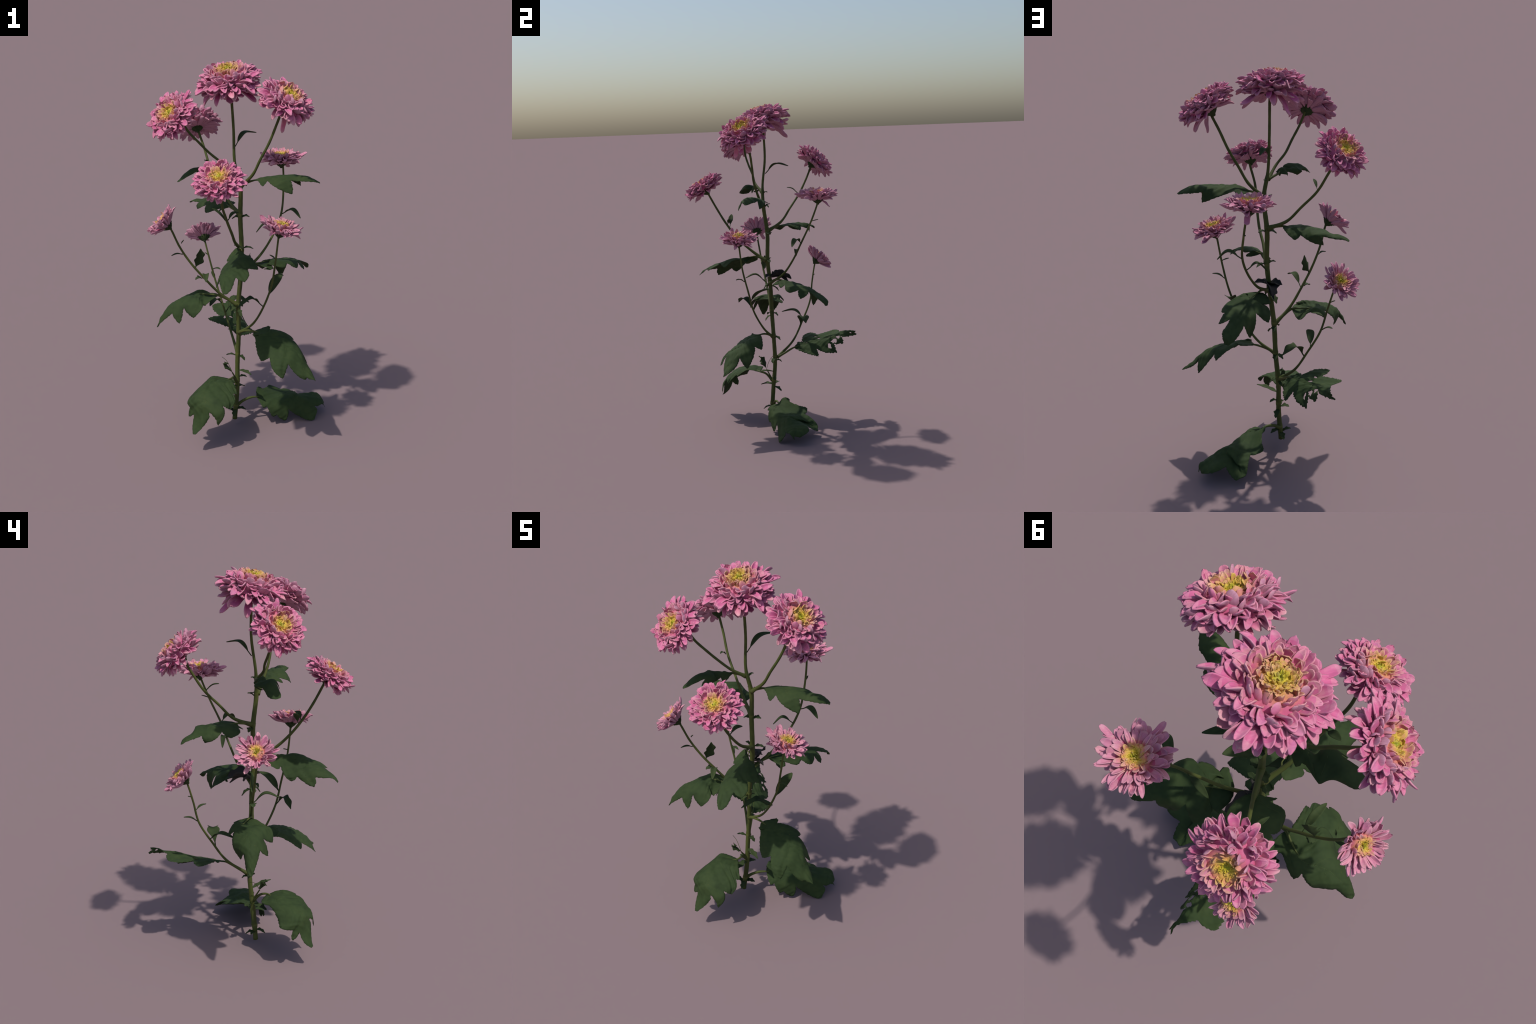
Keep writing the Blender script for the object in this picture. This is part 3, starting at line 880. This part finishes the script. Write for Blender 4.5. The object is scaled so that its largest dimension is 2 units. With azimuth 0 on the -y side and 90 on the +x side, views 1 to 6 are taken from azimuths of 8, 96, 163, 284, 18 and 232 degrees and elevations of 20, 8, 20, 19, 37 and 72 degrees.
def petal_matrix(B, T, width, up):
    """4x4 that lays a template petal from B to T with its hollow side towards 'up'"""
    d = T - B
    ln = np.linalg.norm(d)
    y = d / ln
    z = up - y * (up @ y)
    z = unit(z)
    x = np.cross(y, z)
    sx = width / PW
    M = np.eye(4)
    M[:3, 0] = x * sx
    M[:3, 1] = y * ln
    M[:3, 2] = z * (ln * .5 + sx * .5)
    M[:3, 3] = B
    return M

NAMED = {'A': 48, 'B': 44, 'C': 40, 'D': 38, 'E': 38, 'G': 26, 'H': 24, 'I': 20, 'J': 20}

def build_head(key, spec, seed):
    r = random.Random(seed)
    c, n, R, h = np.array(spec['c']), unit(np.array(spec['n'], float)), spec['R'], spec['h']
    hr, dr = h / R, spec['d'] / R
    a = unit(np.cross(n, V(.3, 1, .2)))
    b = np.cross(n, a)
    Mw = np.eye(4)
    Mw[:3, 0], Mw[:3, 1], Mw[:3, 2] = a * R, b * R, n * R
    Mw[:3, 3] = c
    Wi = np.linalg.inv(Mw)
    # calyx cup with its scale leaves (head units: radius 1, z along the axis)
    P_end = (MAIN[-1] if key == 'A' else SIDE[key][-1])
    zs = (Wi @ np.append(P_end, 1))[2]
    zs = min(zs, -.30)
    B = Builder()
    prof = [(.045, zs - .06), (.07, zs - .01), (.15, zs + .05), (.22, zs + .13), (.25, zs + .22), (.20, zs + .32), (.0, zs + .36)]
    seg = 18
    pr = spline([(x, 0, z) for x, z in prof], 4)
    ov = []
    for p in pr:
        for k in range(seg):
            th = 2 * math.pi * k / seg
            q = max(p[0], .002)
            ov.append((q * math.cos(th), q * math.sin(th), p[2]))
    of = []
    for i in range(len(pr) - 1):
        for k in range(seg):
            k2 = (k + 1) % seg
            of.append((i * seg + k, i * seg + k2, (i + 1) * seg + k2, (i + 1) * seg + k))
    of.append(tuple(range(seg - 1, -1, -1)))
    B.add(ov, of, 0)
    v0, f0, _ = TEMPL[5]
    for ring_i, (rr, z0, z1, cnt) in enumerate([(.10, .02, .17, 9), (.17, .07, .24, 12)]):
        for k in range(cnt):
            th = 2 * math.pi * (k + .5 * ring_i) / cnt + r.uniform(-.1, .1)
            e = V(math.cos(th), math.sin(th), 0)
            Bp = e * rr + V(0, 0, zs + z0)
            Tp = e * (rr + .14) + V(0, 0, zs + z1)
            M = petal_matrix(Bp, Tp, .10, -e + V(0, 0, 1.0))
            B.add((np.c_[v0, np.ones(len(v0))] @ M.T)[:, :3], f0, 0)
    head = add_mesh('flower_head', B.v, B.f, [MAT_BRACT], ROOT, B.m)
    head.matrix_basis = Matrix(Mw.tolist())

    # where petals end: a flattened dome with a slightly sunken middle
    npet, bowl = spec['n_pet'], spec['bowl']
    tmin, tmax = math.radians(12), math.radians(spec['tmax'])
    ca, cb = math.cos(tmin), math.cos(tmax)
    W0 = .205 if not bowl else .185
    items = []
    ga = math.pi * (3 - math.sqrt(5))
    def surf(st, ct):
        return hr * ct - (hr - dr) * math.exp(-(st / .34) ** 2)
    for i in range(npet):
        f = (i + .5) / npet
        th = math.acos(ca + (cb - ca) * f ** (1.3 if not bowl else 1.15))
        ph = i * ga + r.gauss(0, .10)
        th += r.gauss(0, .075)
        st, ct = math.sin(th), math.cos(th)
        rho = .90 + r.gauss(0, .080 if not bowl else .095) + (.07 if r.random() < .10 else 0)
        e = V(math.cos(ph), math.sin(ph), 0)
        grow = min(1, st / .75)
        if bowl:
            zz = surf(st, ct) + r.gauss(0, .022)
            T = e * st * rho + V(0, 0, zz * (.72 + .28 * st) - .02)
            rb = .03 + .17 * min(1, f * 1.2)
            Bp = e * rb + V(0, 0, zs + .30 - .12 * f)
            bd = r.choice((0, 1, 1)) if f > .5 else r.choice((1, 0, 0))
            wid = W0 * (.34 + .68 * grow) * r.uniform(.78, 1.12)
        else:
            zz = surf(st, ct) + r.gauss(0, .022)
            T = e * st * rho + V(0, 0, zz)
            rb = min(.30, .60 * st)
            Bp = e * rb + V(0, 0, -.08 - .10 * f)
            bd = r.choice((2, 1, 2, 3)) if f > .6 else (r.choice((1, 2, 0)) if f > .25 else r.choice((0, 0, 1)))
            wid = W0 * (.34 + .70 * grow) * r.uniform(.72, 1.25)
        up = V(0, 0, 1.0) - e * (.9 if st < .6 else .35) + V(r.gauss(0, .45), r.gauss(0, .45), 0)
        items.append((st if th < 1.57 else 2 - st, Bp, T, wid, bd * 4 + r.randrange(4), up))
    # ragged skirt of long outer petals that droop below the dome
    n_sk, zlo, zhi = spec['skirt']
    for i in range(n_sk):
        ph = 2 * math.pi * (i + r.uniform(-.3, .3)) / n_sk
        e = V(math.cos(ph), math.sin(ph), 0)
        q = r.random()
        T = e * (r.uniform(.80, .98) - .10 * q) + V(0, 0, zhi + (zlo - zhi) * q)
        Bp = e * .20 + V(0, 0, max(zs + .14, -.26))
        items.append((1.3 + .3 * q, Bp, T, r.uniform(.17, .23), r.choice((1, 2, 2)) * 4 + r.randrange(4), V(0, 0, 1) + e * .3 + V(r.gauss(0, .2), r.gauss(0, .2), 0)))
    # eye: many short narrow florets leaning outwards, ragged and almost flush
    for i in range(84):
        f = (i + .5) / 84
        rr = .30 * math.sqrt(f)
        ph = i * ga + 1 + r.gauss(0, .2)
        e = V(math.cos(ph), math.sin(ph), 0)
        top = dr - .015 + .015 * f + r.gauss(0, .014)
        T = e * (rr * 1.08) + V(r.gauss(0, .012), r.gauss(0, .012), top)
        Bp = e * rr * .62 + V(0, 0, top - .14)
        items.append((-1, Bp, T, .055 + .035 * f, r.randrange(8), V(0, 0, .5) - e * .6 + V(r.gauss(0, .3), r.gauss(0, .3), 0)))
    # packed core just under the petal tips, so that no hollow opens between them
    nr, ns = 16, 40
    cv, cf = [], []
    for a_ in range(nr + 1):
        th = math.radians(66) * a_ / nr
        st, ct = math.sin(th), math.cos(th)
        rr = .74 * st if not bowl else .46 * st
        zz = surf(st, ct) - (.05 + .085 * min(1, st / .42) if not bowl else .15) - .20 * st ** 4
        for k in range(ns):
            ph = 2 * math.pi * k / ns
            w_ = .018 * math.sin(9 * ph + 5 * a_) * min(1, a_ / 3) + .012 * math.sin(17 * ph - 3 * a_) * min(1, a_ / 3)
            cv.append((rr * math.cos(ph), rr * math.sin(ph), zz + w_))
    for a_ in range(nr):
        for k in range(ns):
            k2 = (k + 1) % ns
            cf.append((a_ * ns + k, (a_ + 1) * ns + k, (a_ + 1) * ns + k2, a_ * ns + k2))
    core = (cv, cf)
    strays = []
    for p in STRAYS.get(key, []):
        T = (Wi @ np.append(p, 1))[:3]
        e = unit(V(T[0], T[1], 0))
        Bp = e * .20 + V(0, 0, max(zs + .12, -.28))
        strays.append((3, Bp, T, .21, 8 + 2, V(0, 0, 1) + e * .3))
    items.sort(key=lambda q: -q[0])
    named = strays + items[:NAMED[key] - len(strays)]
    rest = items[NAMED[key] - len(strays):]
    for (f, Bp, T, wid, ti, up) in named:
        ob = bpy.data.objects.new('petal', PETAL_MESH['dusty' if bowl else 'bright'][ti])
        bpy.context.scene.collection.objects.link(ob)
        ob.parent = head
        ob.matrix_basis = Matrix(petal_matrix(Bp, T, wid, up).tolist())
    B = Builder()
    for (f, Bp, T, wid, ti, up) in rest:
        v, fc, kd = TEMPL[ti]
        M = petal_matrix(Bp, T, wid, up)
        B.add((np.c_[v, np.ones(len(v))] @ M.T)[:, :3], fc, kd if f > .55 else np.where(kd == 2, 0, kd))
    B.add(core[0], core[1], 3)
    inner = add_mesh('inner_petals', B.v, B.f, [MAT_INNER_D, MAT_RIM_D, MAT_UNDER, MAT_DEEP] if bowl else [MAT_INNER, MAT_RIM, MAT_UNDER, MAT_DEEP], head, B.m)
    inner['kind'] = 'stuff'

build_stems()
build_leaves()
build_bracts()
for i, (k, s) in enumerate(HEADS.items()):
    build_head(k, s, 200 + i)
